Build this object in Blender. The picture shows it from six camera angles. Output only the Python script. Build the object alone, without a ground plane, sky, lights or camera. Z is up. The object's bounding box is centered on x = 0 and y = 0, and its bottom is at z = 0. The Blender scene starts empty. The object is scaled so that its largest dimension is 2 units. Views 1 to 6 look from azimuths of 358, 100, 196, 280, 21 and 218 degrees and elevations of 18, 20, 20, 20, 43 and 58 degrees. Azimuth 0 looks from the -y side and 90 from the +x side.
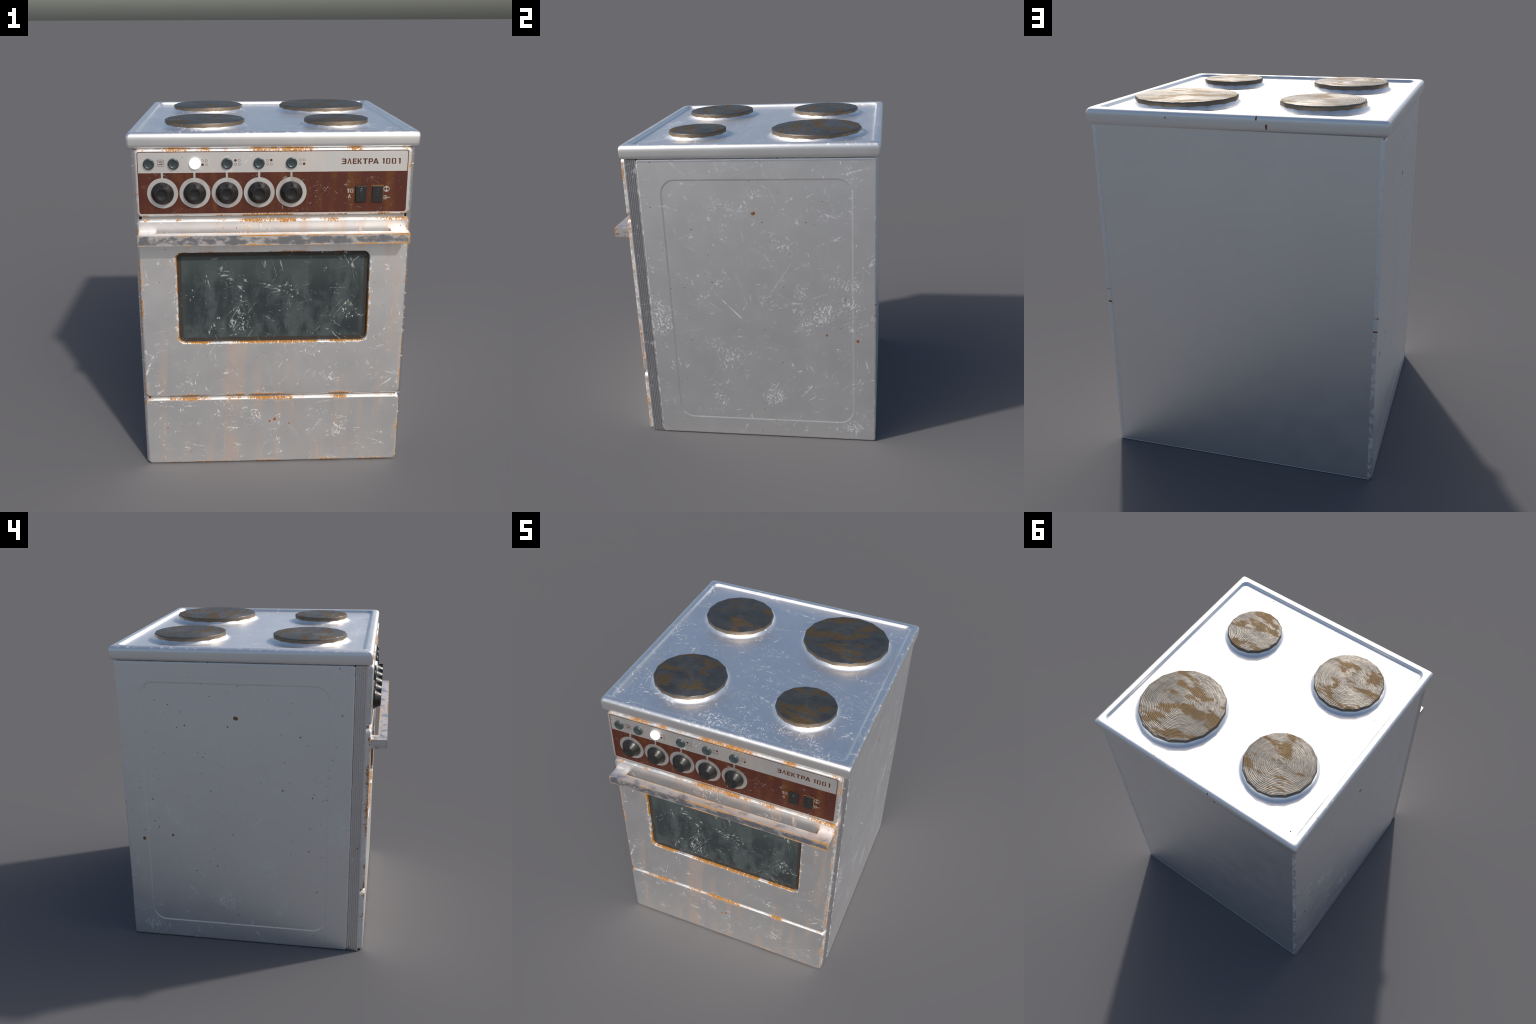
import bpy, bmesh, math
from math import pi, sin, cos, radians
from mathutils import Vector

# =====================================================================
#  Old enamelled electric cooker: body, hob with four plates, control
#  panel, oven door with window and bar handle, drawer below.
#  Everything is built in world coordinates, so Object coords = metres.
# =====================================================================

# ------------------------------------------------------------------ node DSL
class S:
    """A socket with arithmetic."""
    def __init__(s, t, o): s.t, s.o = t, o
    def __add__(a, b): return a.t.math('ADD', a, b)
    def __radd__(a, b): return a.t.math('ADD', b, a)
    def __sub__(a, b): return a.t.math('SUBTRACT', a, b)
    def __rsub__(a, b): return a.t.math('SUBTRACT', b, a)
    def __mul__(a, b): return a.t.math('MULTIPLY', a, b)
    def __rmul__(a, b): return a.t.math('MULTIPLY', b, a)
    def __truediv__(a, b): return a.t.math('DIVIDE', a, b)
    def max(a, b): return a.t.math('MAXIMUM', a, b)
    def min(a, b): return a.t.math('MINIMUM', a, b)
    def abs(a): return a.t.math('ABSOLUTE', a)
    def pow(a, b): return a.t.math('POWER', a, b)
    def inv(a): return 1.0 - a


class Mat:
    def __init__(self, name):
        self.m = bpy.data.materials.new(name)
        self.m.use_nodes = True
        self.nt = self.m.node_tree
        self.nt.nodes.clear()
        self.out = self.nt.nodes.new('ShaderNodeOutputMaterial')
        self.bsdf = self.nt.nodes.new('ShaderNodeBsdfPrincipled')
        self.nt.links.new(self.bsdf.outputs[0], self.out.inputs[0])
        tc = self.nt.nodes.new('ShaderNodeTexCoord')
        self.P = S(self, tc.outputs['Object'])
        sep = self.nt.nodes.new('ShaderNodeSeparateXYZ')
        self.nt.links.new(self.P.o, sep.inputs[0])
        self.x, self.y, self.z = (S(self, sep.outputs[i]) for i in range(3))

    def put(self, sock, v):
        if isinstance(v, S):
            self.nt.links.new(v.o, sock)
        elif isinstance(v, (tuple, list)):
            n = len(sock.default_value)
            v = tuple(v)
            sock.default_value = v if len(v) == n else v + (1.0,)
        else:
            sock.default_value = v

    def math(self, op, a, b=None, c=None, clamp=False):
        n = self.nt.nodes.new('ShaderNodeMath')
        n.operation = op
        n.use_clamp = clamp
        for i, v in enumerate((a, b, c)):
            if v is not None:
                self.put(n.inputs[i], v)
        return S(self, n.outputs[0])

    def step(self, v, lo, hi):
        """smooth 0..1 ramp; lo may exceed hi for a falling ramp"""
        n = self.nt.nodes.new('ShaderNodeMapRange')
        n.interpolation_type = 'SMOOTHSTEP'
        a, b = (lo, hi)
        flip = not isinstance(lo, S) and not isinstance(hi, S) and lo > hi
        if flip:
            a, b = hi, lo
        self.put(n.inputs['Value'], v)
        self.put(n.inputs['From Min'], a)
        self.put(n.inputs['From Max'], b)
        self.put(n.inputs['To Min'], 1.0 if flip else 0.0)
        self.put(n.inputs['To Max'], 0.0 if flip else 1.0)
        return S(self, n.outputs['Result'])

    def vec(self, x, y, z=0.0):
        n = self.nt.nodes.new('ShaderNodeCombineXYZ')
        for i, v in enumerate((x, y, z)):
            self.put(n.inputs[i], v)
        return S(self, n.outputs[0])

    def map(self, v, scale=(1, 1, 1), rot=0.0, loc=(0, 0, 0)):
        n = self.nt.nodes.new('ShaderNodeMapping')
        self.put(n.inputs['Vector'], v)
        n.inputs['Location'].default_value = loc
        n.inputs['Rotation'].default_value = (0, 0, rot)
        # rotate first, then stretch
        if rot:
            n.inputs['Scale'].default_value = (1, 1, 1)
            n2 = self.nt.nodes.new('ShaderNodeMapping')
            self.nt.links.new(n.outputs[0], n2.inputs['Vector'])
            n2.inputs['Scale'].default_value = scale
            return S(self, n2.outputs[0])
        n.inputs['Scale'].default_value = scale
        return S(self, n.outputs[0])

    def noise(self, v, scale=1.0, detail=2.0, rough=0.5, dist=0.0):
        n = self.nt.nodes.new('ShaderNodeTexNoise')
        self.put(n.inputs['Vector'], v)
        n.inputs['Scale'].default_value = scale
        n.inputs['Detail'].default_value = detail
        n.inputs['Roughness'].default_value = rough
        n.inputs['Distortion'].default_value = dist
        return S(self, n.outputs[0])

    def voronoi(self, v, scale=1.0, feature='F1', rnd=1.0):
        n = self.nt.nodes.new('ShaderNodeTexVoronoi')
        n.feature = feature
        self.put(n.inputs['Vector'], v)
        n.inputs['Scale'].default_value = scale
        n.inputs['Randomness'].default_value = rnd
        return n, S(self, n.outputs['Distance'])

    def mix(self, f, a, b):
        n = self.nt.nodes.new('ShaderNodeMix')
        n.data_type = 'RGBA'
        self.put(n.inputs['Factor'], f)
        self.put(n.inputs['A'] if False else n.inputs[6], a)
        self.put(n.inputs[7], b)
        return S(self, n.outputs[2])

    def lerp(self, f, a, b):
        n = self.nt.nodes.new('ShaderNodeMix')
        n.data_type = 'FLOAT'
        self.put(n.inputs[0], f)
        self.put(n.inputs[2], a)
        self.put(n.inputs[3], b)
        return S(self, n.outputs[0])

    def bump(self, h, strength=0.3, dist=0.002):
        n = self.nt.nodes.new('ShaderNodeBump')
        n.inputs['Strength'].default_value = strength
        n.inputs['Distance'].default_value = dist
        self.put(n.inputs['Height'], h)
        self.nt.links.new(n.outputs[0], self.bsdf.inputs['Normal'])

    def done(self, color, metallic=0.0, rough=0.5, **kw):
        self.put(self.bsdf.inputs['Base Color'], color)
        self.put(self.bsdf.inputs['Metallic'], metallic)
        self.put(self.bsdf.inputs['Roughness'], rough)
        for k, v in kw.items():
            self.put(self.bsdf.inputs[k.replace('_', ' ')], v)
        return self.m

    # ---------------------------------------------------------- weathering
    def segment(self, u, v, a, b, w):
        """soft mask of a straight scratch from a to b, tapering"""
        dx, dy = b[0] - a[0], b[1] - a[1]
        L = math.hypot(dx, dy)
        dx, dy = dx / L, dy / L
        t = (u - a[0]) * dx + (v - a[1]) * dy
        n = ((u - a[0]) * -dy + (v - a[1]) * dx).abs()
        wob = self.noise(self.vec(u, v), 9.0, 2) * 0.010 - 0.005
        n = (n + wob).abs()
        inside = self.step(t, 0.0, 0.02) * self.step(t, L, L - 0.02)
        return self.step(n, w, w * 0.35) * inside

    def box_edge(self, u, v, box, r=0.0):
        """distance inwards from the edge of a (rounded) rectangle"""
        u0, u1, v0, v1 = box
        qx = (u - (u0 + u1) / 2).abs() - ((u1 - u0) / 2 - r)
        qy = (v - (v0 + v1) / 2).abs() - ((v1 - v0) / 2 - r)
        ax, ay = qx.max(0.0), qy.max(0.0)
        outside = (ax * ax + ay * ay).pow(0.5)
        return (outside + qx.max(qy).min(0.0) - r) * -1.0

    def zone(self, u, v, zones):
        """0..1 mask of soft round zones ((u, v), radius)"""
        best = None
        for (a, b), r in zones:
            q = ((u - a) * (u - a) + (v - b) * (v - b)).pow(0.5)
            k = self.step(q, r, r * 0.15)
            best = k if best is None else best.max(k)
        return best

    def scuffs(self, u, v, seed=0.0, amount=1.0, zones=(), pull=0.13, hair=0.0):
        """short bright scratches, chips and rubbed clusters"""
        U = self.vec(u, v, seed)
        cl = self.noise(U, 4.0, 4, 0.62) + (amount - 1.0) * 0.10
        if zones:
            cl = cl + self.zone(u, v, zones) * pull - 0.02
        big = self.step(cl, 0.52, 0.78)
        rub = None
        for i, (rot, sc_) in enumerate(((0.7, 1.0), (2.3, 1.15), (1.6, 0.9))):
            f = self.noise(self.map(U, (34.0 * sc_, 92.0 * sc_, 1), rot, (3.1 * i, 1.7, 0)), 1.0, 3, 0.65, 0.35)
            k = self.step(f + big * 0.13, 0.70, 0.755)
            rub = k if rub is None else rub.max(k)
        rub = rub * self.step(cl, 0.44, 0.60)
        chips = self.step(self.noise(U, 30.0, 3, 0.6, 0.7) + big * 0.04, 0.705, 0.75) * 0.85
        lines = None
        for i, (rot, st) in enumerate(((0.5, 8.0), (2.2, 7.0), (1.35, 9.0), (2.85, 7.5), (0.05, 8.0))):
            Q = self.map(U, (0.9, st, 1), rot, (seed + 3.7 * i, seed * 2 - i, 0))
            n = (self.noise(Q, 1.9, 1.5, 0.5, 0.12) - 0.5).abs()
            l = self.step(n, 0.0080, 0.002)
            gate = self.step(self.noise(self.map(U, (1, 1, 1), 0.0, (7.3 * i + seed, 2.1, 0)), 7.0, 2, 0.6) + big * 0.06 + hair, 0.575, 0.68)
            l = l * gate
            lines = l if lines is None else lines.max(l)
        brk = self.step(self.noise(U, 46.0, 2, 0.6), 0.42, 0.56)
        return rub.max(chips).max(lines * brk * 0.7)

    def rust_dots(self, u, v, seed=0.0, scale=34.0, density=0.28):
        U = self.vec(u, v, seed)
        W = self.vec(u + self.noise(U, 60, 1) * 0.012, v + self.noise(U, 50, 1) * 0.012, 0.0)
        node, d = self.voronoi(W, scale)
        wn = self.nt.nodes.new('ShaderNodeTexWhiteNoise')
        wn.noise_dimensions = '3D'
        self.nt.links.new(node.outputs['Position'], wn.inputs['Vector'])
        r = S(self, wn.outputs['Value'])
        cluster = self.step(self.noise(U, 3.2, 2), 0.40, 0.66)
        on = self.step(r, 1.0 - density * (cluster * 0.42 + 0.07), 1.0 - density * (cluster * 0.42 + 0.07) + 0.004)
        grow = self.step(self.noise(U, 14.0, 1), 0.40, 0.75)
        return self.step(d - (grow * 0.10 + 0.05), 0.05, 0.0) * on

    def edge_rust(self, u, v, d, seed=0.0, width=0.03, amount=1.0, w=0.0):
        """ochre rust that creeps in from an edge, d = distance from it"""
        place = self.noise(self.vec(u, v, seed), 4.4, 3, 0.6)
        fringe = self.noise(self.vec(u * 210, v * 34, w * 210 + seed), 1.0, 3, 0.6)
        speck = self.noise(self.vec(u, v, w + seed + 5), 95, 4, 0.7)
        fr = (fringe * 0.55 + speck * 0.45 - 0.30) * 2.4
        R = (self.step(place, 0.37, 0.66) * amount + 0.12) * width + 0.0006
        rel = (d + 0.0035) / R
        core = self.step(fr - rel, -0.06, 0.12)
        halo = self.step(fr * 0.6 - rel * 0.42 + 0.10, 0.0, 0.30)
        return core, halo


METAL = 1.0
PAINT = (0.93, 0.93, 0.925)
RUST = (0.50, 0.232, 0.042)
DARK_RUST = (0.20, 0.075, 0.028)
STAIN = (0.91, 0.77, 0.68)


def enamel(name, plane, seed, paint=PAINT, metal=METAL, rough=0.42, boxes=(), holes=(),
           scuff=1.0, streak=0.0, dots=0.28, scratches=(), spots=(), edge_wear=True,
           rust_width=0.036, zones=(), rim_marks=()):
    """Painted sheet metal: scuffs, dots of rust, rust at the edges of `boxes`
    (and around `holes`), vertical stains."""
    m = Mat(name)
    u = {'front': m.x, 'side': m.y, 'top': m.x}[plane]
    v = {'front': m.z, 'side': m.z, 'top': m.y}[plane]
    U = m.vec(u, v, seed)
    tone = m.noise(U, 3.0, 3, 0.6)
    col = m.mix(m.step(tone, 0.3, 0.7) * 0.25, paint, tuple(c * 0.90 for c in paint))
    met = m.math('MULTIPLY', 1.0, metal)
    rgh = m.lerp(m.noise(U, 6.0, 4, 0.6), rough - 0.05, rough + 0.07)
    if streak:
        s = m.noise(m.vec(u * 10.0, v * 0.7, seed + 2), 1.0, 3, 0.5)
        s2 = m.noise(m.vec(u * 45.0, v * 1.2, seed + 4), 1.0, 2, 0.5)
        low = m.noise(U, 2.2, 2)
        st = m.math('MINIMUM', m.step(s, 0.46, 0.62) * m.step(low, 0.34, 0.54) * (s2 * 1.0 + 0.35) * streak, 1.0)
        col = m.mix(st * 0.8, col, STAIN)
        met = met - st * 0.10
    if scuff:
        sc = m.scuffs(u, v, seed, scuff, zones, {'top': 0.085, 'side': 0.17, 'front': 0.14}[plane], {'top': 0.065, 'side': 0.05, 'front': 0.02}[plane])
        if plane == 'top':                    # keep flat marks off the upright rim
            sc = sc * m.step(m.box_edge(u, v, boxes[0][0], boxes[0][1]), 0.003, 0.012)
    else:
        sc = m.step(m.noise(U, 40, 2), 0.75, 0.8)
    for a, b, w in scratches:
        sc = sc.max(m.segment(u, v, a, b, w) * min(1.0, w / 0.005) * m.step(m.noise(U, 22, 3, 0.7), 0.36, 0.52) * 0.8)
    core = halo = None
    for box, r in boxes:
        d = m.box_edge(u, v, box, r)
        if edge_wear:
            wear = m.step(d - (m.noise(m.P, 26, 4, 0.65) - 0.48) * (0.085 if plane == 'top' else 0.055), 0.003, -0.005)
            if plane == 'top':
                wear = wear * m.step(m.z, 1.958, 1.970)
            sc = sc.max(wear * 0.75)
        if rust_width:
            back = (m.y + FRONT).max(0.0)
            d = m.box_edge(u, v, (box[0] - 0.0022, box[1] + 0.0035, box[2], box[3]), r)
            c, h = m.edge_rust(u, v, d + back * 0.8, seed, rust_width, 1.0, m.y)
            core = c if core is None else core.max(c)
            halo = h if halo is None else halo.max(h)
    for box, r in holes:
        d = m.box_edge(u, v, box, r) * -1.0
        wear = m.step(d - (m.noise(U, 26, 4, 0.65) - 0.44) * 0.085, 0.004, -0.006) * m.step(d, -0.012, -0.008)
        c, h = m.edge_rust(u, v, d.abs(), seed + 7, rust_width * 0.6)
        sc = sc.max(wear * 0.8)
        core, halo = core.max(c), halo.max(h)
    sc = m.math('MINIMUM', sc, 1.0)
    col = m.mix(sc * 0.6, col, (0.86, 0.86, 0.86))
    met = met - sc * 0.38
    rgh = m.lerp(sc, rgh, 0.72)
    if halo is not None:
        col = m.mix(halo * 0.55, col, (0.72, 0.55, 0.44))
        met = met - halo * 0.3
        col = m.mix(core, col, m.mix(m.noise(U, 90, 2), RUST, (0.36, 0.15, 0.03)))
        met = m.lerp(core, met, 0.0)
        rgh = m.lerp(core, rgh, 0.75)
    if dots:
        dt = m.rust_dots(u, v, seed, 30.0, dots).max(m.rust_dots(u, v, seed + 3.0, 62.0, dots * 0.7))
        for (a, b), rad in spots:
            q = ((u - a) * (u - a) + (v - b) * (v - b)).pow(0.5)
            dt = dt.max(m.step(q + (m.noise(U, 70, 3, 0.7) - 0.5) * rad * 2.6, rad * 1.3, rad * 0.9))
        col = m.mix(dt, col, m.mix(m.noise(U, 120, 2), DARK_RUST, (0.34, 0.13, 0.045)))
        met = m.lerp(dt, met, 0.0)
        rgh = m.lerp(dt, rgh, 0.85)
    for a, b, ra, rb in rim_marks:
        q = (((m.x - a) / ra).pow(2.0) + ((m.z - b) / rb).pow(2.0)).pow(0.5) + (m.noise(m.P, 120, 3, 0.7) - 0.5) * 1.6
        k = m.step(q, 1.0, 0.7) * m.step(m.y, 0.80, 0.81)
        col = m.mix(k, col, DARK_RUST)
        met = m.lerp(k, met, 0.0)
    met = m.math('MAXIMUM', met, 0.0)
    return m.done(col, met, rgh)


# ------------------------------------------------------------------ mesh tools
def rrect(u0, u1, v0, v1, r, n=6):
    """points of a rounded rectangle, counter-clockwise"""
    pts = []
    for cu, cv, a0 in ((u1 - r, v0 + r, -90), (u1 - r, v1 - r, 0), (u0 + r, v1 - r, 90), (u0 + r, v0 + r, 180)):
        for i in range(n + 1):
            a = radians(a0 + 90 * i / n)
            pts.append((cu + r * cos(a), cv + r * sin(a)))
    return pts


def to3(plane, u, v, w):
    return {'front': (u, -w, v), 'right': (w, u, v), 'left': (-w, u, v), 'top': (u, v, w)}[plane]


ROOT = None


def make(name, bm, mat, parent=None, angle=32, kind=None):
    bmesh.ops.remove_doubles(bm, verts=bm.verts, dist=1e-6)
    bmesh.ops.recalc_face_normals(bm, faces=bm.faces)
    flat = bm.faces.layers.int.get('flat')
    for f in bm.faces:
        f.smooth = True
    for e in bm.edges:
        if len(e.link_faces) == 2:
            f, g = e.link_faces
            if e.calc_face_angle(0) > radians(angle) or (flat and (f[flat] or g[flat]) and e.calc_face_angle(0) > 1e-3):
                e.smooth = False
    me = bpy.data.meshes.new(name)
    bm.to_mesh(me)
    bm.free()
    me.materials.append(mat)
    ob = bpy.data.objects.new(name, me)
    bpy.context.scene.collection.objects.link(ob)
    ob.parent = parent
    if kind:
        ob['kind'] = kind
    return ob


def loft(bm, loops, cap_a=False, cap_b=False):
    """skin through closed loops of equal length; caps are flat faces"""
    flat = bm.faces.layers.int.get('flat') or bm.faces.layers.int.new('flat')
    rows = [[bm.verts.new(p) for p in lp] for lp in loops]
    n = len(rows[0])
    for a, b in zip(rows, rows[1:]):
        for i in range(n):
            j = (i + 1) % n
            bm.faces.new((a[i], a[j], b[j], b[i]))
    if cap_a:
        bm.faces.new(rows[0])[flat] = 1
    if cap_b:
        bm.faces.new(rows[-1])[flat] = 1
    return rows


def plate_loops(plane, box, r, w0, w1, bev, seg=4, n=6):
    """loops of a plate from depth w0 to w1 whose outer edge is rounded by bev"""
    u0, u1, v0, v1 = box
    L = [[to3(plane, u, v, w0) for u, v in rrect(u0, u1, v0, v1, r, n)]]
    for i in range(seg + 1):
        a = pi / 2 * i / seg
        d = bev * (1 - cos(a))
        w = w1 - bev + bev * sin(a)
        L.append([to3(plane, u, v, w) for u, v in rrect(u0 + d, u1 - d, v0 + d, v1 - d, max(r - d, 0.001), n)])
    return L


def plate(name, plane, box, r, w0, w1, bev, mat, parent=None, seg=4, n=6, kind=None):
    bm = bmesh.new()
    loft(bm, plate_loops(plane, box, r, w0, w1, bev, seg, n), True, True)
    return make(name, bm, mat, parent, kind=kind)


def box(name, lo, hi, mat, parent=None, bev=0.0):
    bm = bmesh.new()
    bmesh.ops.create_cube(bm, size=1.0)
    for v in bm.verts:
        v.co = Vector([(lo[i] + hi[i]) / 2 + v.co[i] * (hi[i] - lo[i]) for i in range(3)])
    if bev:
        bmesh.ops.bevel(bm, geom=bm.edges[:], offset=bev, segments=2, profile=0.5, affect='EDGES')
    return make(name, bm, mat, parent)


def turned(bm, profile, n=48, phase=0.0):
    """solid of revolution about z through (r, z) points; ends are closed"""
    rows = []
    for r, z in profile:
        if r < 1e-6:
            rows.append([bm.verts.new((0, 0, z))])
        else:
            rows.append([bm.verts.new((r * cos(phase + 2 * pi * i / n), r * sin(phase + 2 * pi * i / n), z)) for i in range(n)])
    for a, b in zip(rows, rows[1:]):
        for i in range(n):
            j = (i + 1) % n
            if len(a) == 1 and len(b) > 1:
                bm.faces.new((a[0], b[j], b[i]))
            elif len(b) == 1 and len(a) > 1:
                bm.faces.new((a[i], a[j], b[0]))
            elif len(a) > 1:
                bm.faces.new((a[i], a[j], b[j], b[i]))


def face_front(bm):
    """turn a z-axis solid so that +z looks out of the cooker's front (-y)"""
    for v in bm.verts:
        v.co = Vector((v.co.x, -v.co.z, v.co.y))


def prism(bm, pts, plane, w0, w1):
    loft(bm, [[to3(plane, u, v, w) for u, v in pts] for w in (w0, w1)], True, True)


# ------------------------------------------------------------------ dimensions
SIDE_X = 0.7590
FRONT = 0.7330               # front face of the panel, door and drawer (at y = -FRONT)
BACK_Y = 0.8025
PANEL = (-0.7385, 0.7365, 1.5265, 1.8905)
DOOR = (-0.7405, 0.7400, 0.4450, 1.5080)
DRAWER = (-0.7445, 0.7420, 0.0000, 0.4310)
WINDOW = (-0.5340, 0.5320, 0.7835, 1.3190)
PRINT = (-0.7210, 0.7155, 1.5430, 1.8780)
SPLIT_Z = 1.7648
DIAL_X = [-0.5930 + 0.1716 * i for i in range(5)]
DIAL_Z = 1.6557
LAMP_X = [-0.6598, -0.5299, -0.4170, -0.2472, -0.0785, 0.0938]
LAMP_Z = 1.8140

# ------------------------------------------------------------------ materials
M_HOB = enamel('hob_enamel', 'top', 1.0, paint=(0.96, 0.96, 0.95), rough=0.45, scuff=1.5, dots=0.3,
               zones=[((0.2, -0.45), 0.65), ((-0.60, -0.05), 0.22), ((-0.50, -0.55), 0.25), ((0.33, -0.02), 0.2), ((0.72, 0.1), 0.25)],
               rim_marks=[(-0.138, 1.9585, 0.005, 0.014), (-0.188, 1.920, 0.006, 0.017), (0.333, 1.943, 0.004, 0.006)],
               boxes=(((-0.777, 0.777, -0.729, 0.828), 0.02),), rust_width=0)
M_COLLAR = M_HOB
SIDE_SCRATCH = [((-0.175, 1.003), (-0.034, 0.853), 0.0046), ((-0.245, 1.078), (-0.175, 1.003), 0.002), ((0.298, 1.248), (0.036, 0.860), 0.0021),
                ((-0.29, 0.782), (-0.57, 0.726), 0.0021), ((-0.075, 1.226), (0.004, 0.935), 0.0016),
                ((-0.45, 0.797), (0.24, 0.910), 0.0012)]
SIDE_SPOT = [((0.0705, 1.5535), 0.013), ((0.6915, 0.7208), 0.010), ((0.50, 0.756), 0.008)]
M_SIDE = enamel('side_enamel', 'side', 3.0, rough=0.46, scuff=1.45, dots=0.8,
                zones=[((0.62, 1.05), 0.20), ((0.50, 0.89), 0.16), ((-0.55, 0.78), 0.14), ((0.15, 0.32), 0.12), ((0.61, 0.06), 0.16), ((-0.2, 0.27), 0.12)], scratches=SIDE_SCRATCH, spots=SIDE_SPOT,
                boxes=(((-0.632, 0.803, 0.0, 1.887), 0.012),), rust_width=0)
M_BACK = enamel('back_enamel', 'front', 5.0, rough=0.44, scuff=0, dots=0)
M_TRIM = enamel('trim_metal', 'side', 6.0, paint=(0.86, 0.86, 0.87), rough=0.27, scuff=1.0, dots=0.1,
                boxes=(), rust_width=0)
FRONT_BOXES = ((PANEL, 0.026), (DOOR, 0.026), (DRAWER, 0.026))
M_DOOR = enamel('door_enamel', 'front', 8.0, rough=0.47, scuff=1.55, streak=1.2, dots=0.6,
                zones=[((-0.35, 0.70), 0.10), ((0.26, 0.70), 0.14), ((0.33, 0.60), 0.12), ((-0.45, 0.52), 0.14)], boxes=((DOOR, 0.026),),
                holes=((WINDOW, 0.035),), scratches=[((-0.711, 0.732), (-0.692, 0.70), 0.004), ((-0.691, 0.70), (-0.7343, 0.576), 0.0055)])
M_DRAWER = enamel('drawer_enamel', 'front', 8.0, rough=0.47, scuff=1.65, streak=1.5, dots=0.7,
                  zones=[((0.27, 0.12), 0.2), ((0.02, 0.28), 0.12), ((-0.3, 0.26), 0.12)], boxes=((DRAWER, 0.026),),
                  spots=[((0.01, 0.285), 0.010), ((-0.02, 0.272), 0.007), ((-0.62, 0.24), 0.006)])
LIGHT_PRINT = (0.77, 0.76, 0.745)
BROWN_PRINT = (0.122, 0.038, 0.026)
M_PANEL = enamel('panel_enamel', 'front', 8.0, paint=LIGHT_PRINT, rough=0.54, scuff=0.5, streak=0.35, dots=0.5,
                 boxes=((PANEL, 0.026),), edge_wear=True)


def print_mat(name, color, scratch, metal=0.55, rough=0.48):
    m = Mat(name)
    u, v = m.x, m.z
    U = m.vec(u, v, 8.0)
    col = m.mix(m.noise(U, 8, 3) * 0.35, color, tuple(c * 0.8 for c in color))
    s = m.noise(m.vec(u * 15.0, v * 0.7, 10.0), 1.0, 2, 0.5)
    st = m.step(s, 0.46, 0.66) * m.step(m.noise(U, 9, 4, 0.65), 0.34, 0.66)
    col = m.mix(st * 0.34, col, (0.30, 0.125, 0.025))
    d = m.box_edge(u, v, PANEL, 0.026)
    core, halo = m.edge_rust(u, v, d, 8.0, 0.03)
    sc = m.scuffs(u, v, 12.0, 1.2) * scratch
    col = m.mix(sc * 0.6, col, (0.62, 0.60, 0.58))
    col = m.mix(core, col, RUST)
    return m.done(col, m.lerp(core, metal, 0.0), rough)


M_BROWN = print_mat('brown_print', BROWN_PRINT, 1.0)
M_LIGHT = print_mat('light_print', (0.77, 0.76, 0.745), 0.2, 1.0, 0.54)


def handle_mat():
    m = Mat('worn_handle_metal')
    u, v = m.x, m.z
    U = m.vec(u, m.y * 0.5, v)
    blot = m.noise(m.vec(u * 17, m.y * 26, v * 30), 1.0, 5, 0.7)
    edge = m.step(m.box_edge(u, v, (-0.728, 0.728, 1.3885, 1.4445), 0.0), 0.016, 0.0)
    bare = m.step(blot - edge * 0.10, 0.37, 0.54)
    col = m.mix(bare, (0.80, 0.75, 0.715), (0.58, 0.585, 0.615))
    rgh = m.lerp(bare, 0.50, 0.34)
    met = m.lerp(bare, 0.92, 1.0)
    d1 = m.box_edge(u, v, (-0.728, 0.728, 1.3885, 1.4445), 0.0)
    s = d1 + (m.y + 0.827).abs()
    core, halo = m.edge_rust(u, v, s, 8.0, 0.018, 1.2)
    s2 = d1 + (m.y + 0.773).abs()
    c2, h2 = m.edge_rust(u, v, s2, 9.0, 0.016, 1.0)
    mid = m.step(u.abs(), 0.650, 0.635)
    core, halo = core.max(c2 * mid), halo.max(h2 * mid)
    brush = m.noise(m.vec(u * 4, m.y * 220, v * 220), 1.0, 3, 0.6)
    col = m.mix(halo * 0.6, col, (0.74, 0.60, 0.50))
    col = m.mix(m.step(brush, 0.62, 0.72) * 0.35, col, (0.42, 0.24, 0.13))
    col = m.mix(core, col, RUST)
    met = m.lerp(core, met - halo * 0.3, 0.0)
    return m.done(col, m.math('MAXIMUM', met, 0.0), m.lerp(core, rgh, 0.75))


M_HANDLE = handle_mat()


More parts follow.
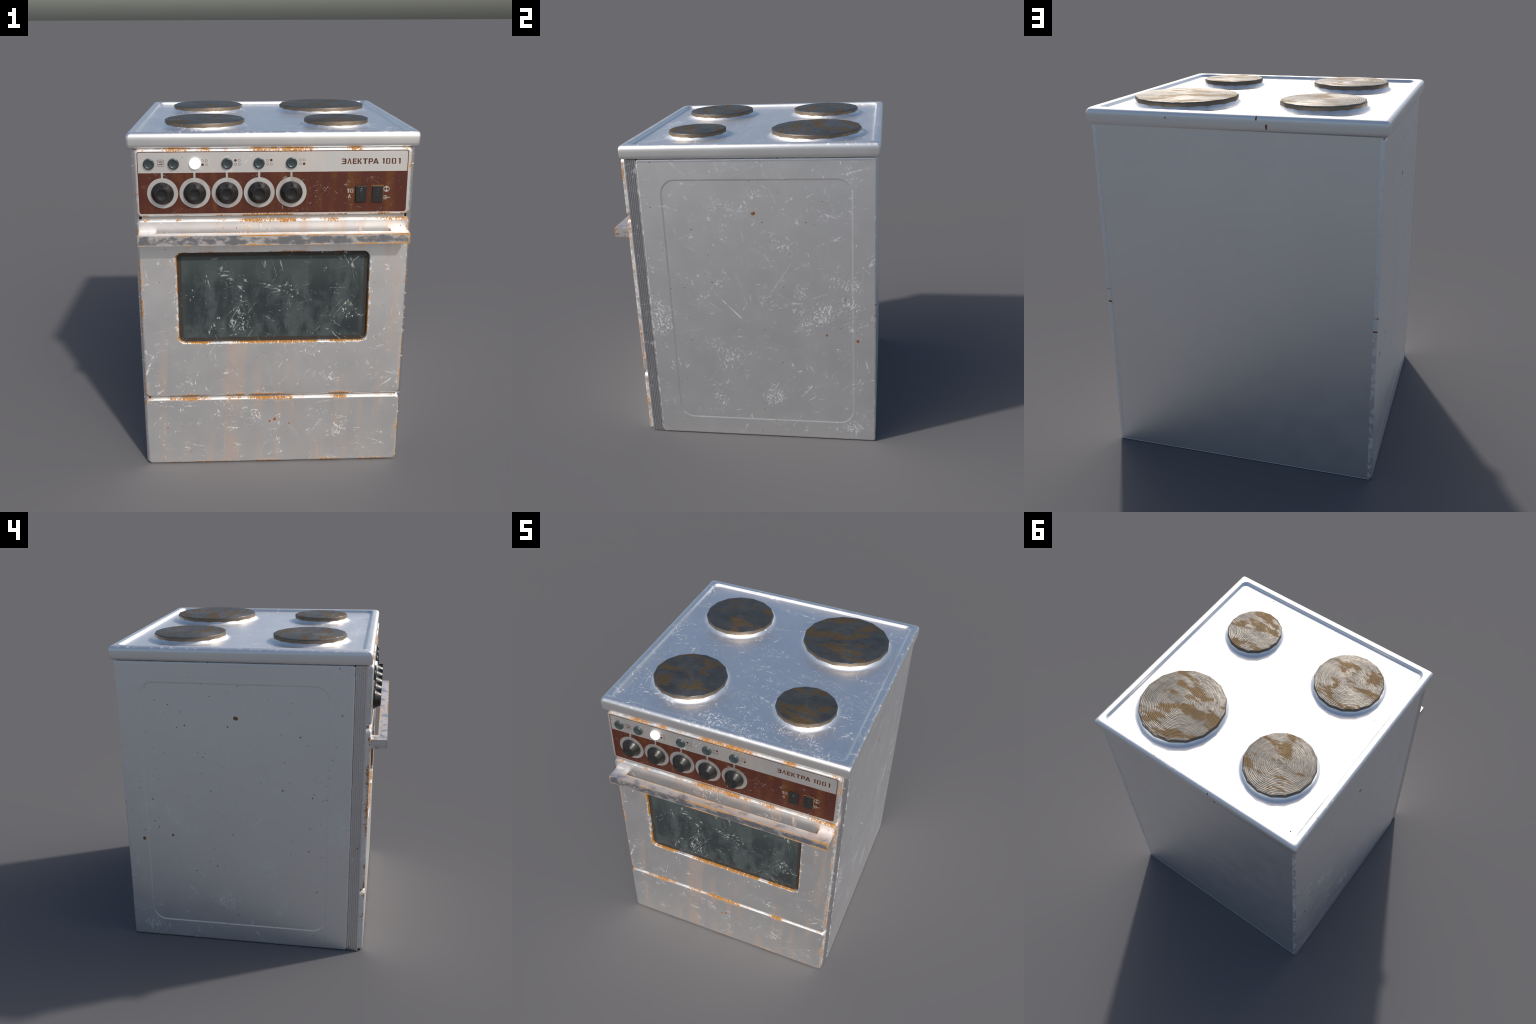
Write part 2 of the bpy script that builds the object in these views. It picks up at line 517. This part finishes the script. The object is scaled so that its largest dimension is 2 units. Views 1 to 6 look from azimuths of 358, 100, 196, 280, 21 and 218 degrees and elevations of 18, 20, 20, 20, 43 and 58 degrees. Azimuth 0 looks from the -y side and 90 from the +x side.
def glass_mat():
    m = Mat('dirty_oven_glass')
    u, v = m.x, m.z
    U = m.vec(u, v, 0.3)
    d = m.box_edge(u, v, WINDOW, 0.035)
    soot = m.noise(m.map(U, (11.0, 6.5, 1)), 1.0, 7, 0.66, 0.5)
    drip = m.noise(m.vec(u * 14, v * 2.2, 1.0), 1.0, 3, 0.6, 0.5)
    low = m.step(v, 1.32, 1.08)
    cloud = m.step(soot * 0.65 + drip * 0.35, 0.42, 0.58) * (low * 0.75 + 0.12)
    col = m.mix(cloud, (0.064, 0.081, 0.083), (0.027, 0.034, 0.038))
    gask = m.step(d + (m.noise(U, 16, 2) - 0.5) * 0.006, 0.028, 0.023)
    film = m.step(d, 0.06, 0.027) * 0.35
    col = m.mix(film, col, (0.062, 0.082, 0.081))
    col = m.mix(gask, col, (0.045, 0.040, 0.036))
    sc = m.scuffs(u, v, 33.0, 1.30, [((-0.35, 1.0), 0.16), ((-0.15, 0.95), 0.22), ((-0.34, 0.84), 0.14), ((0.40, 0.97), 0.14), ((-0.02, 1.13), 0.10), ((0.13, 1.05), 0.1), ((-0.44, 1.26), 0.06)], 0.06, 0.015)
    col = m.mix(sc * 0.9, col, (0.55, 0.57, 0.56))
    # grease drops that ran down a little
    node, dd = m.voronoi(m.map(U, (9.0, 4.6, 1.0)), 1.0)
    wn = m.nt.nodes.new('ShaderNodeTexWhiteNoise')
    m.nt.links.new(node.outputs['Position'], wn.inputs['Vector'])
    drop = m.step(dd, 0.075, 0.03) * m.step(S(m, wn.outputs['Value']), 0.70, 0.74)
    col = m.mix(drop, col, (0.36, 0.32, 0.24))
    rgh = m.lerp(sc, m.lerp(cloud, 0.50, 0.38), 0.7)
    return m.done(col, 0.0, rgh, Specular_IOR_Level=0.35)


M_GLASS = glass_mat()


def plate_mat():
    m = Mat('cast_iron_plate')
    r = (m.x * m.x + m.y * m.y).pow(0.5)
    oi = m.nt.nodes.new('ShaderNodeObjectInfo')
    loc = S(m, oi.outputs['Location'])
    add = m.nt.nodes.new('ShaderNodeVectorMath')
    m.nt.links.new(m.P.o, add.inputs[0])
    m.nt.links.new(loc.o, add.inputs[1])
    W = S(m, add.outputs[0])
    patch = m.noise(m.map(W, (4.2, 10.5, 1.0)), 1.0, 7, 0.68, 0.35)
    rust = m.step(patch, 0.51, 0.57)
    dark = m.step(m.noise(m.map(W, (7.0, 13.0, 1.0)), 1.0, 6, 0.68, 0.3), 0.30, 0.72)
    iron = m.mix(dark, (0.14, 0.132, 0.122), (0.22, 0.205, 0.185))
    top = m.step(m.z, 1.9955, 1.9995)
    side = m.mix(m.noise(W, 40, 3), (0.25, 0.19, 0.13), (0.17, 0.13, 0.095))
    side = m.mix(m.step(m.z, 1.989, 1.996), side, (0.15, 0.14, 0.13))
    c = m.mix(rust, iron, m.mix(dark, (0.160, 0.106, 0.052), (0.130, 0.090, 0.048)))
    col = m.mix(top, side, c)
    met = m.lerp(top, 0.7, m.lerp(rust, 0.95, 0.65))
    rgh = m.lerp(rust, 0.46, 0.58) + (m.noise(W, 25, 3) - 0.5) * 0.12
    wob = r + (m.noise(W, 4.0, 2) - 0.5) * 0.018
    rings = m.math('SINE', wob * (2 * pi / 0.0105)) * 0.5
    fine = m.noise(m.vec(wob * 260, m.math('ARCTAN2', m.y, m.x) * 1.5, 0.0), 1.0, 3, 0.6)
    m.bump((rings * 0.5 + fine * 1.5) * top, 0.95, 0.0019)
    return m.done(col, met, rgh)


M_PLATE = plate_mat()


def simple(name, col, metal, rough, vary=0.15, scale=40, **kw):
    m = Mat(name)
    n = m.noise(m.P, scale, 3, 0.6)
    c = m.mix(n, col, tuple(x * (1 - vary) for x in col))
    return m.done(c, metal, m.lerp(n, rough - 0.06, rough + 0.06), **kw)


M_KNOB = simple('black_bakelite', (0.022, 0.0215, 0.021), 0.0, 0.28, 0.3, 60)
M_KNOB_TOP = simple('matt_black_bakelite', (0.020, 0.020, 0.020), 0.0, 0.5, 0.2, 80)
M_SWITCH = simple('switch_plastic', (0.020, 0.020, 0.0205), 0.0, 0.45, 0.25, 90)
M_LAMP = simple('dark_lamp_glass', (0.075, 0.098, 0.105), 0.35, 0.24, 0.35, 50)
M_LAMP_RIM = simple('lamp_rim', (0.045, 0.062, 0.068), 0.55, 0.3, 0.3, 50)
M_LIT = simple('lit_lamp_glass', (0.9, 0.9, 0.88), 0.0, 0.3, 0.02, 20, Emission_Color=(1.0, 0.985, 0.96), Emission_Strength=1.0)
M_BLACK = simple('painted_inner_shade', (0.010, 0.010, 0.010), 0.0, 0.9)  # near-black colour stands in for the shade inside the body
M_RAIL = enamel('rail_metal', 'front', 9.0, paint=(0.5, 0.49, 0.47), rough=0.5, scuff=0.8, dots=0.2)

# ------------------------------------------------------------------ the cooker
root = bpy.data.objects.new('electric_cooker', None)
bpy.context.scene.collection.objects.link(root)
root['label'] = 'old rusty white enamel electric cooker with four hot plates'
root['category'] = 'kitchen stove'

box('inner_filler', (-0.730, -0.694, 0.004), (0.730, 0.790, 1.90), M_BLACK, root)  # solid box added to stop see-through; shows black at the panel corners
plate('back_panel', 'front', (-0.7465, 0.7465, 0.001, 1.893), 0.002, -0.780, -0.8015, 0.001, M_BACK, root, 1, 1)
# the back panel is built on the front plane and faces +y: depth runs to -w

# side panels with a pressed-in field
for plane in ('right', 'left'):
    bm = bmesh.new()
    L = plate_loops(plane, (-0.632, BACK_Y + 0.001, 0.0, 1.888), 0.016, 0.735, SIDE_X, 0.009, 3, 8)
    E0 = (-0.496, 0.668, 0.122, 1.765)

    def field(d, w, r):
        return [to3(plane, u, v, w) for u, v in rrect(E0[0] + d, E0[1] - d, E0[2] + d, E0[3] - d, r - d, 8)]
    L += [field(0.0, SIDE_X, 0.095), field(0.0025, SIDE_X - 0.0003, 0.095), field(0.0055, SIDE_X - 0.0011, 0.095),
          field(0.0085, SIDE_X - 0.0019, 0.095), field(0.0110, SIDE_X - 0.0022, 0.095)]
    loft(bm, L, True, True)
    flat = bm.faces.layers.int['flat']
    for f in bm.faces:
        if abs(f.calc_center_median().x) > SIDE_X - 1e-5:
            f[flat] = 1
    make('side_panel', bm, M_SIDE, root)

# grooved corner strips
for sgn, plane in ((1, 'right'), (-1, 'left')):
    bm = bmesh.new()
    X0, X1 = 0.728, 0.7545
    sec = [(-0.6335, X0), (-0.6335, X1 - 0.002), (-0.6355, X1)]
    for g in (-0.6430, -0.6545, -0.6660, -0.6775, -0.6890):
        sec += [(g + 0.0040, X1), (g + 0.0024, X1 - 0.0010), (g + 0.0010, X1 - 0.0062), (g - 0.0010, X1 - 0.0062), (g - 0.0024, X1 - 0.0010), (g - 0.0040, X1)]
    sec += [(-0.7000, X1), (-0.7025, X1 - 0.0025), (-0.7025, X0)]
    loft(bm, [[(sgn * x, y, z) for y, x in sec] for z in (0.0005, 1.8865)], True, True)
    make('corner_strip', bm, M_TRIM, root, 20)

# rails that close the slits between the front pieces
for z0, z1 in ((1.5010, 1.5330), (0.4250, 0.4510)):
    box('front_rail', (-0.712, -0.7190, z0), (0.712, -0.690, z1), M_RAIL, root)

# hob ------------------------------------------------------------------
bm = bmesh.new()
HX0, HX1, HY0, HY1 = -0.7775, 0.7775, -0.7290, 0.8275
prof = [(0.060, 1.900), (0.034, 1.8935), (0.012, 1.8925), (0.0055, 1.8955), (0.0025, 1.902), (0.0012, 1.915), (0.0, 1.938), (0.0, 1.950),
        (0.0012, 1.9585), (0.0048, 1.9665), (0.0105, 1.9725), (0.0180, 1.9758), (0.026, 1.9765), (0.040, 1.9765),
        (0.0435, 1.9760), (0.0465, 1.9738), (0.0490, 1.9700), (0.0515, 1.9630), (0.0550, 1.9580), (0.0610, 1.9555), (0.072, 1.9542), (0.088, 1.9536), (0.108, 1.9533)]
L = []
for d, z in prof:
    r = 0.016 + 0.45 * min(d, 0.095)
    L.append([to3('top', u, v, z) for u, v in rrect(HX0 + d, HX1 - d, HY0 + d, HY1 - d, r, 8)])
loft(bm, L, True, True)
flat = bm.faces.layers.int['flat']
hob = make('hob', bm, M_HOB, root, 60)

# hot plates and the raised collars below them ---------------------------
PLATES = [(-0.3765, 0.4245, 0.2275), (0.3800, 0.4240, 0.2805), (-0.3750, -0.3300, 0.2275), (0.3780, -0.3300, 0.1840)]
for px, py, R in PLATES:
    bm = bmesh.new()
    col = [(R - 0.02, 1.9765)] + [(R - 0.007 + 0.040 * t, 1.9533 + 0.0240 * (1 - t) ** 2.6) for t in (0, .04, .09, .15, .22, .31, .44, .6, .8, 1.0)]
    col[-1] = (R + 0.033, 1.9530)
    turned(bm, col + [(R - 0.02, 1.945)], 64)
    for v in bm.verts:
        v.co += Vector((px, py, 0))
    make('plate_collar', bm, M_COLLAR, hob, 50)
    bm = bmesh.new()
    turned(bm, [(0, 1.970), (R - 0.012, 1.970), (R - 0.0015, 1.9765), (R, 1.9780), (R, 1.9935), (R - 0.0015, 1.9970), (R - 0.0045, 1.9991), (R - 0.0095, 2.0), (0, 2.0)], 16)
    ob = make('hot_plate', bm, M_PLATE, hob, 40)
    ob.location = (px, py, 0)

# control panel -----------------------------------------------------------
panel = plate('control_panel', 'front', PANEL, 0.026, 0.696, FRONT, 0.012, M_PANEL, root, 5, 8)
PF = FRONT


def flat_print(name, pts, mat, lift=0.0010, parent=None, kind=None):
    bm = bmesh.new()
    prism(bm, pts, 'front', PF - 0.002, PF + lift)
    return make(name, bm, mat, parent or panel, kind=kind)


def ring_print(bm, outer, inner, lift):
    a = [to3('front', u, v, PF - 0.001) for u, v in outer]
    b = [to3('front', u, v, PF + lift) for u, v in outer]
    c = [to3('front', u, v, PF + lift) for u, v in inner]
    d = [to3('front', u, v, PF - 0.001) for u, v in inner]
    loft(bm, [a, b, c, d])


# brown lower field and the thin brown outline of the upper field
u0, u1, v0, v1 = PRINT
low = [p for p in rrect(u0, u1, v0, v1, 0.013, 6) if p[1] < SPLIT_Z]
low = [(u1, SPLIT_Z), (u0, SPLIT_Z)] + low[7:] + low[:7]
flat_print('brown_field', low, M_BROWN, 0.0006)
bm = bmesh.new()
t = 0.0036
up = [(u1, SPLIT_Z)] + rrect(u0, u1, v0, v1, 0.013, 6)[7:21] + [(u0, SPLIT_Z)]
inn = [(u1 - t, SPLIT_Z)] + rrect(u0 + t, u1 - t, v0 + t, v1 - t, 0.010, 6)[7:21] + [(u0 + t, SPLIT_Z)]
for i in range(len(up) - 1):
    prism(bm, [up[i], up[i + 1], inn[i + 1], inn[i]], 'front', PF - 0.002, PF + 0.0006)
make('outline_print', bm, M_BROWN, panel)

circle = lambda cx, cz, r, n=48: [(cx + r * cos(2 * pi * i / n), cz + r * sin(2 * pi * i / n)) for i in range(n)]
for x in DIAL_X:
    flat_print('dial_ring', circle(x, DIAL_Z, 0.0822, 64), M_LIGHT, 0.0012)
    flat_print('dial_stem', [(x - 0.0053, DIAL_Z + 0.075), (x + 0.0053, DIAL_Z + 0.075), (x + 0.0053, SPLIT_Z + 0.002), (x - 0.0053, SPLIT_Z + 0.002)], M_LIGHT, 0.0009)

# knobs: skirt, tapered grip, tear-drop pointer and a dished cap
for x in DIAL_X:
    bm = bmesh.new()
    turned(bm, [(0, -0.002), (0.0600, -0.002), (0.0605, 0.0075), (0.0596, 0.0105), (0.0572, 0.0130), (0.0400, 0.0425),
                (0.0385, 0.0445), (0.0365, 0.0450), (0.0285, 0.0450), (0.0255, 0.0440), (0.0240, 0.0405), (0.0200, 0.0390), (0, 0.0385)], 48)
    face_front(bm)
    for v in bm.verts:
        v.co += Vector((x, -PF - 0.001, DIAL_Z))
    loft(bm, [[(x + a, -PF - d, DIAL_Z + b) for a, b in ((-w, 0.030), (w, 0.030), (0.0006, 0.0585), (-0.0006, 0.0585))]
              for d, w in ((0.008, 0.0165), (0.0445, 0.0150))], True, True)
    make('knob', bm, M_KNOB, panel, 28)

# indicator lamps
for i, x in enumerate(LAMP_X):
    lit = i == 2
    bm = bmesh.new()
    turned(bm, [(0, -0.002), (0.0295, -0.002), (0.0298, 0.0060), (0.0285, 0.0110), (0.0255, 0.0138), (0.0225, 0.0142),
                (0.0200, 0.0130), (0.0170, 0.0112), (0.0100, 0.0105), (0, 0.0103)], 40)
    face_front(bm)
    for v in bm.verts:
        v.co += Vector((x, -PF, LAMP_Z))
    make('indicator_lamp', bm, M_LIT if lit else M_LAMP, panel, 50)

# oven symbol beside the first lamp and the four-plate symbols
bm = bmesh.new()
ring_print(bm, rrect(-0.6150, -0.5790, 1.8010, 1.8355, 0.004, 4), rrect(-0.6134, -0.5806, 1.8026, 1.8339, 0.0028, 4), 0.0006)
for zc in (1.8122, 1.8243):
    prism(bm, [(-0.6075, zc - 0.0022), (-0.5860, zc - 0.0022), (-0.5860, zc + 0.0022), (-0.6075, zc + 0.0022)], 'front', PF - 0.001, PF + 0.0006)
make('oven_symbol', bm, M_BROWN, panel)
for cx, full in ((-0.3672, 2), (-0.1934, 0), (-0.0243, 1), (0.1499, 3)):
    bm = bmesh.new()
    for k, (dx, dz) in enumerate(((-0.01, 0.0105), (0.01, 0.0105), (-0.01, -0.0105), (0.01, -0.0105))):
        c = (cx + dx, 1.8184 + dz)
        if k == full:
            prism(bm, circle(*c, 0.0068, 24), 'front', PF - 0.001, PF + 0.0006)
        else:
            ring_print(bm, circle(*c, 0.0068, 24), circle(*c, 0.0055, 24), 0.0006)
    make('plate_symbol', bm, M_BROWN, panel)

# lettering: every glyph is a set of strokes on a unit box (0..1 wide, 0..1 high)
GLYPH = {
    'E_rev': [[(0, 1), (.85, 1), (1, .86), (1, .14), (.85, 0), (0, 0), (0, .18), (.7, .18), (.7, .82), (0, .82)], [(.12, .42), (.75, .42), (.75, .60), (.12, .60)]],
    'L_cyr': [[(0, 0), (.34, 1), (.66, 1), (.50, .80), (.26, 0)], [(.34, 1), (.66, 1), (1, 0), (.72, 0), (.46, .86)]],
    'E': [[(0, 0), (.3, 0), (.3, 1), (0, 1)], [(.28, 0), (.95, 0), (.95, .18), (.28, .18)], [(.28, .42), (.9, .42), (.9, .60), (.28, .60)], [(.28, .82), (.95, .82), (.95, 1), (.28, 1)]],
    'K': [[(0, 0), (.28, 0), (.28, 1), (0, 1)], [(.26, .40), (.62, 1), (.94, 1), (.50, .45)], [(.26, .62), (.55, .58), (1, 0), (.68, 0)]],
    'T': [[(0, .82), (1, .82), (1, 1), (0, 1)], [(.35, 0), (.65, 0), (.65, .84), (.35, .84)]],
    'P': [[(0, 0), (.3, 0), (.3, 1), (0, 1)], [(.28, .82), (1, .82), (.86, 1), (.28, 1)], [(.28, .34), (.86, .34), (1, .50), (.28, .50)], [(.74, .40), (1, .48), (1, .86), (.74, .86)]],
    'A': [[(0, 0), (.26, 0), (.55, .84), (.62, 1), (.38, 1)], [(.74, 0), (1, 0), (.62, 1), (.46, .90)], [(.24, .20), (.76, .20), (.70, .36), (.28, .36)]],
    '1': [[(.42, 0), (1, 0), (1, 1), (.42, 1)], [(0, .80), (.44, .80), (.44, 1), (.25, 1)]],
    '0': [[(0, .1), (.30, .1), (.30, .9), (0, .9)], [(.74, .1), (1, .1), (1, .9), (.74, .9)], [(0, .88), (1, .88), (.90, 1), (.10, 1)], [(.10, 0), (.90, 0), (1, .12), (0, .12)]],
}


def lettering(name, glyphs, z0, z1, mat, lift):
    bm = bmesh.new()
    for k, (g, a, b) in enumerate(glyphs):
        for s, poly in enumerate(GLYPH[g]):
            prism(bm, [(a + p[0] * (b - a), z0 + p[1] * (z1 - z0)) for p in poly], 'front', PF - 0.001, PF + lift + 0.00006 * s)
    return make(name, bm, mat, panel)


tx = lambda px: 0.3602 + (px - 1093) * 0.0003535
lettering('name_lettering', [(g, tx(a), tx(b)) for g, a, b in (
    ('E_rev', 1093, 1161), ('L_cyr', 1176, 1241), ('E', 1258, 1318), ('K', 1330, 1397), ('T', 1411, 1481), ('P', 1496, 1561), ('A', 1564, 1650),
    ('1', 1703, 1736), ('0', 1760, 1823), ('0', 1846, 1912), ('1', 1944, 1979))], 1.8042, 1.8336, M_BROWN, 0.0006)
lettering('rating_lettering', [('1', 0.3909, 0.4050), ('0', 0.4100, 0.4265)], 1.6492, 1.6708, M_LIGHT, 0.0013)
lettering('unit_lettering', [('A', 0.3985, 0.4145)], 1.6196, 1.6404, M_LIGHT, 0.0013)

# crossed-lamp symbol and plug symbol
bm = bmesh.new()
c = (0.6058, 1.6680)
ring_print(bm, circle(*c, 0.0163, 32), circle(*c, 0.0128, 32), 0.0013)
for sg in (1, -1):
    prism(bm, [(c[0], c[1])] + [(c[0] + 0.0135 * cos(radians(a)), c[1] + sg * 0.0135 * sin(radians(a))) for a in (52, 71, 90, 109, 128)], 'front', PF - 0.001, PF + 0.0012)
make('lamp_symbol', bm, M_LIGHT, panel)
bm = bmesh.new()
for k, (a0, b0, a1, b1) in enumerate(((0.5915, 1.6292, 0.6050, 1.6325), (0.5890, 1.6198, 0.6265, 1.6235), (0.5915, 1.6108, 0.6050, 1.6141), (0.6035, 1.6125, 0.6075, 1.6310))):
    prism(bm, [(a0, b0), (a1, b0), (a1, b1), (a0, b1)], 'front', PF - 0.001, PF + 0.0012 + 0.00007 * k)
make('plug_symbol', bm, M_LIGHT, panel)

# two black rocker switches
M_SW_RUST = enamel('switch_rust', 'front', 31.0, paint=(0.40, 0.17, 0.035), metal=0.0, rough=0.8, scuff=0, dots=0.4)
for k, (a, b) in enumerate(((0.4385, 0.4965), (0.5275, 0.5865))):
    if k:
        flat_print('rust_rim', [(a - 0.0030, 1.5965), (b + 0.0022, 1.5965), (b + 0.0026, 1.6895), (a - 0.0026, 1.6895)], M_SW_RUST, 0.0010)
    sw = plate('rocker_switch', 'front', (a, b, 1.5985, 1.6870), 0.002, PF - 0.002, PF + 0.0100, 0.003, M_SWITCH, panel, 2, 3)
    bm = bmesh.new()
    turned(bm, [(0, 0), (0.0085, 0), (0.0085, 0.0004), (0.0072, 0.0012), (0.0055, 0.0006), (0, 0.0003)] if k == 0 else
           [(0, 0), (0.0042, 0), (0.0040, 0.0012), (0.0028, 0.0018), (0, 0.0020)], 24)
    face_front(bm)
    for v in bm.verts:
        v.co += Vector(((a + b) / 2, -PF - 0.0099, 1.6655))
    make('switch_mark', bm, M_LAMP, panel)
    bm = bmesh.new()
    turned(bm, [(0, 0), (0.0085, 0), (0.0085, 0.0004), (0.0072, 0.0009), (0.0055, 0.0004), (0, 0.0002)], 24)
    face_front(bm)
    for v in bm.verts:
        v.co += Vector(((a + b) / 2, -PF - 0.0099, 1.6440))
    make('switch_mark', bm, M_SWITCH, panel)

# oven door ------------------------------------------------------------------
bm = bmesh.new()
L = plate_loops('front', DOOR, 0.026, 0.696, FRONT, 0.012, 5, 8)
wu0, wu1, wv0, wv1 = WINDOW
for d, dep in ((-0.0050, 0.0), (-0.0030, 0.0006), (-0.0012, 0.0022), (0.0, 0.0050), (0.0008, 0.0190)):
    L.append([to3('front', u, v, FRONT - dep) for u, v in rrect(wu0 + d, wu1 - d, wv0 + d, wv1 - d, 0.036 - d, 8)])
loft(bm, L)
flat = bm.faces.layers.int['flat']
for f in bm.faces:
    if abs(f.normal.y) > 0.999 or all(abs(v.co.y + FRONT) < 1e-5 for v in f.verts):
        f[flat] = 1
door = make('oven_door', bm, M_DOOR, root)
bm = bmesh.new()
prism(bm, rrect(wu0 - 0.004, wu1 + 0.004, wv0 - 0.004, wv1 + 0.004, 0.038, 8), 'front', FRONT - 0.024, FRONT - 0.0185)
make('window_glass', bm, M_GLASS, door)

# bar handle: a flat bow with two arms, one extruded outline
bm = bmesh.new()
hx, hy0, hy1, hi = 0.7275, -0.8270, -0.7725, 0.6360
outline = [(-hx, -FRONT + 0.004), (-hx, hy0), (hx, hy0), (hx, -FRONT + 0.004), (hi, -FRONT + 0.004), (hi, hy1), (-hi, hy1), (-hi, -FRONT + 0.004)]
vs = [[bm.verts.new((x, y, z)) for x, y in outline] for z in (1.3885, 1.4445)]
n = len(outline)
for i in range(n):
    j = (i + 1) % n
    bm.faces.new((vs[0][i], vs[0][j], vs[1][j], vs[1][i]))
for q in ((0, 1, 6, 7), (1, 2, 5, 6), (2, 3, 4, 5)):
    bm.faces.new([vs[1][k] for k in q])
    bm.faces.new([vs[0][k] for k in reversed(q)])
bmesh.ops.bevel(bm, geom=[e for e in bm.edges if len(e.link_faces) == 2 and e.calc_face_angle(0) > 0.5], offset=0.0018, segments=2, profile=0.5, affect='EDGES')
make('door_handle', bm, M_HANDLE, door)

# drawer ------------------------------------------------------------------
plate('drawer_front', 'front', DRAWER, 0.026, 0.696, FRONT, 0.012, M_DRAWER, root, 5, 8)
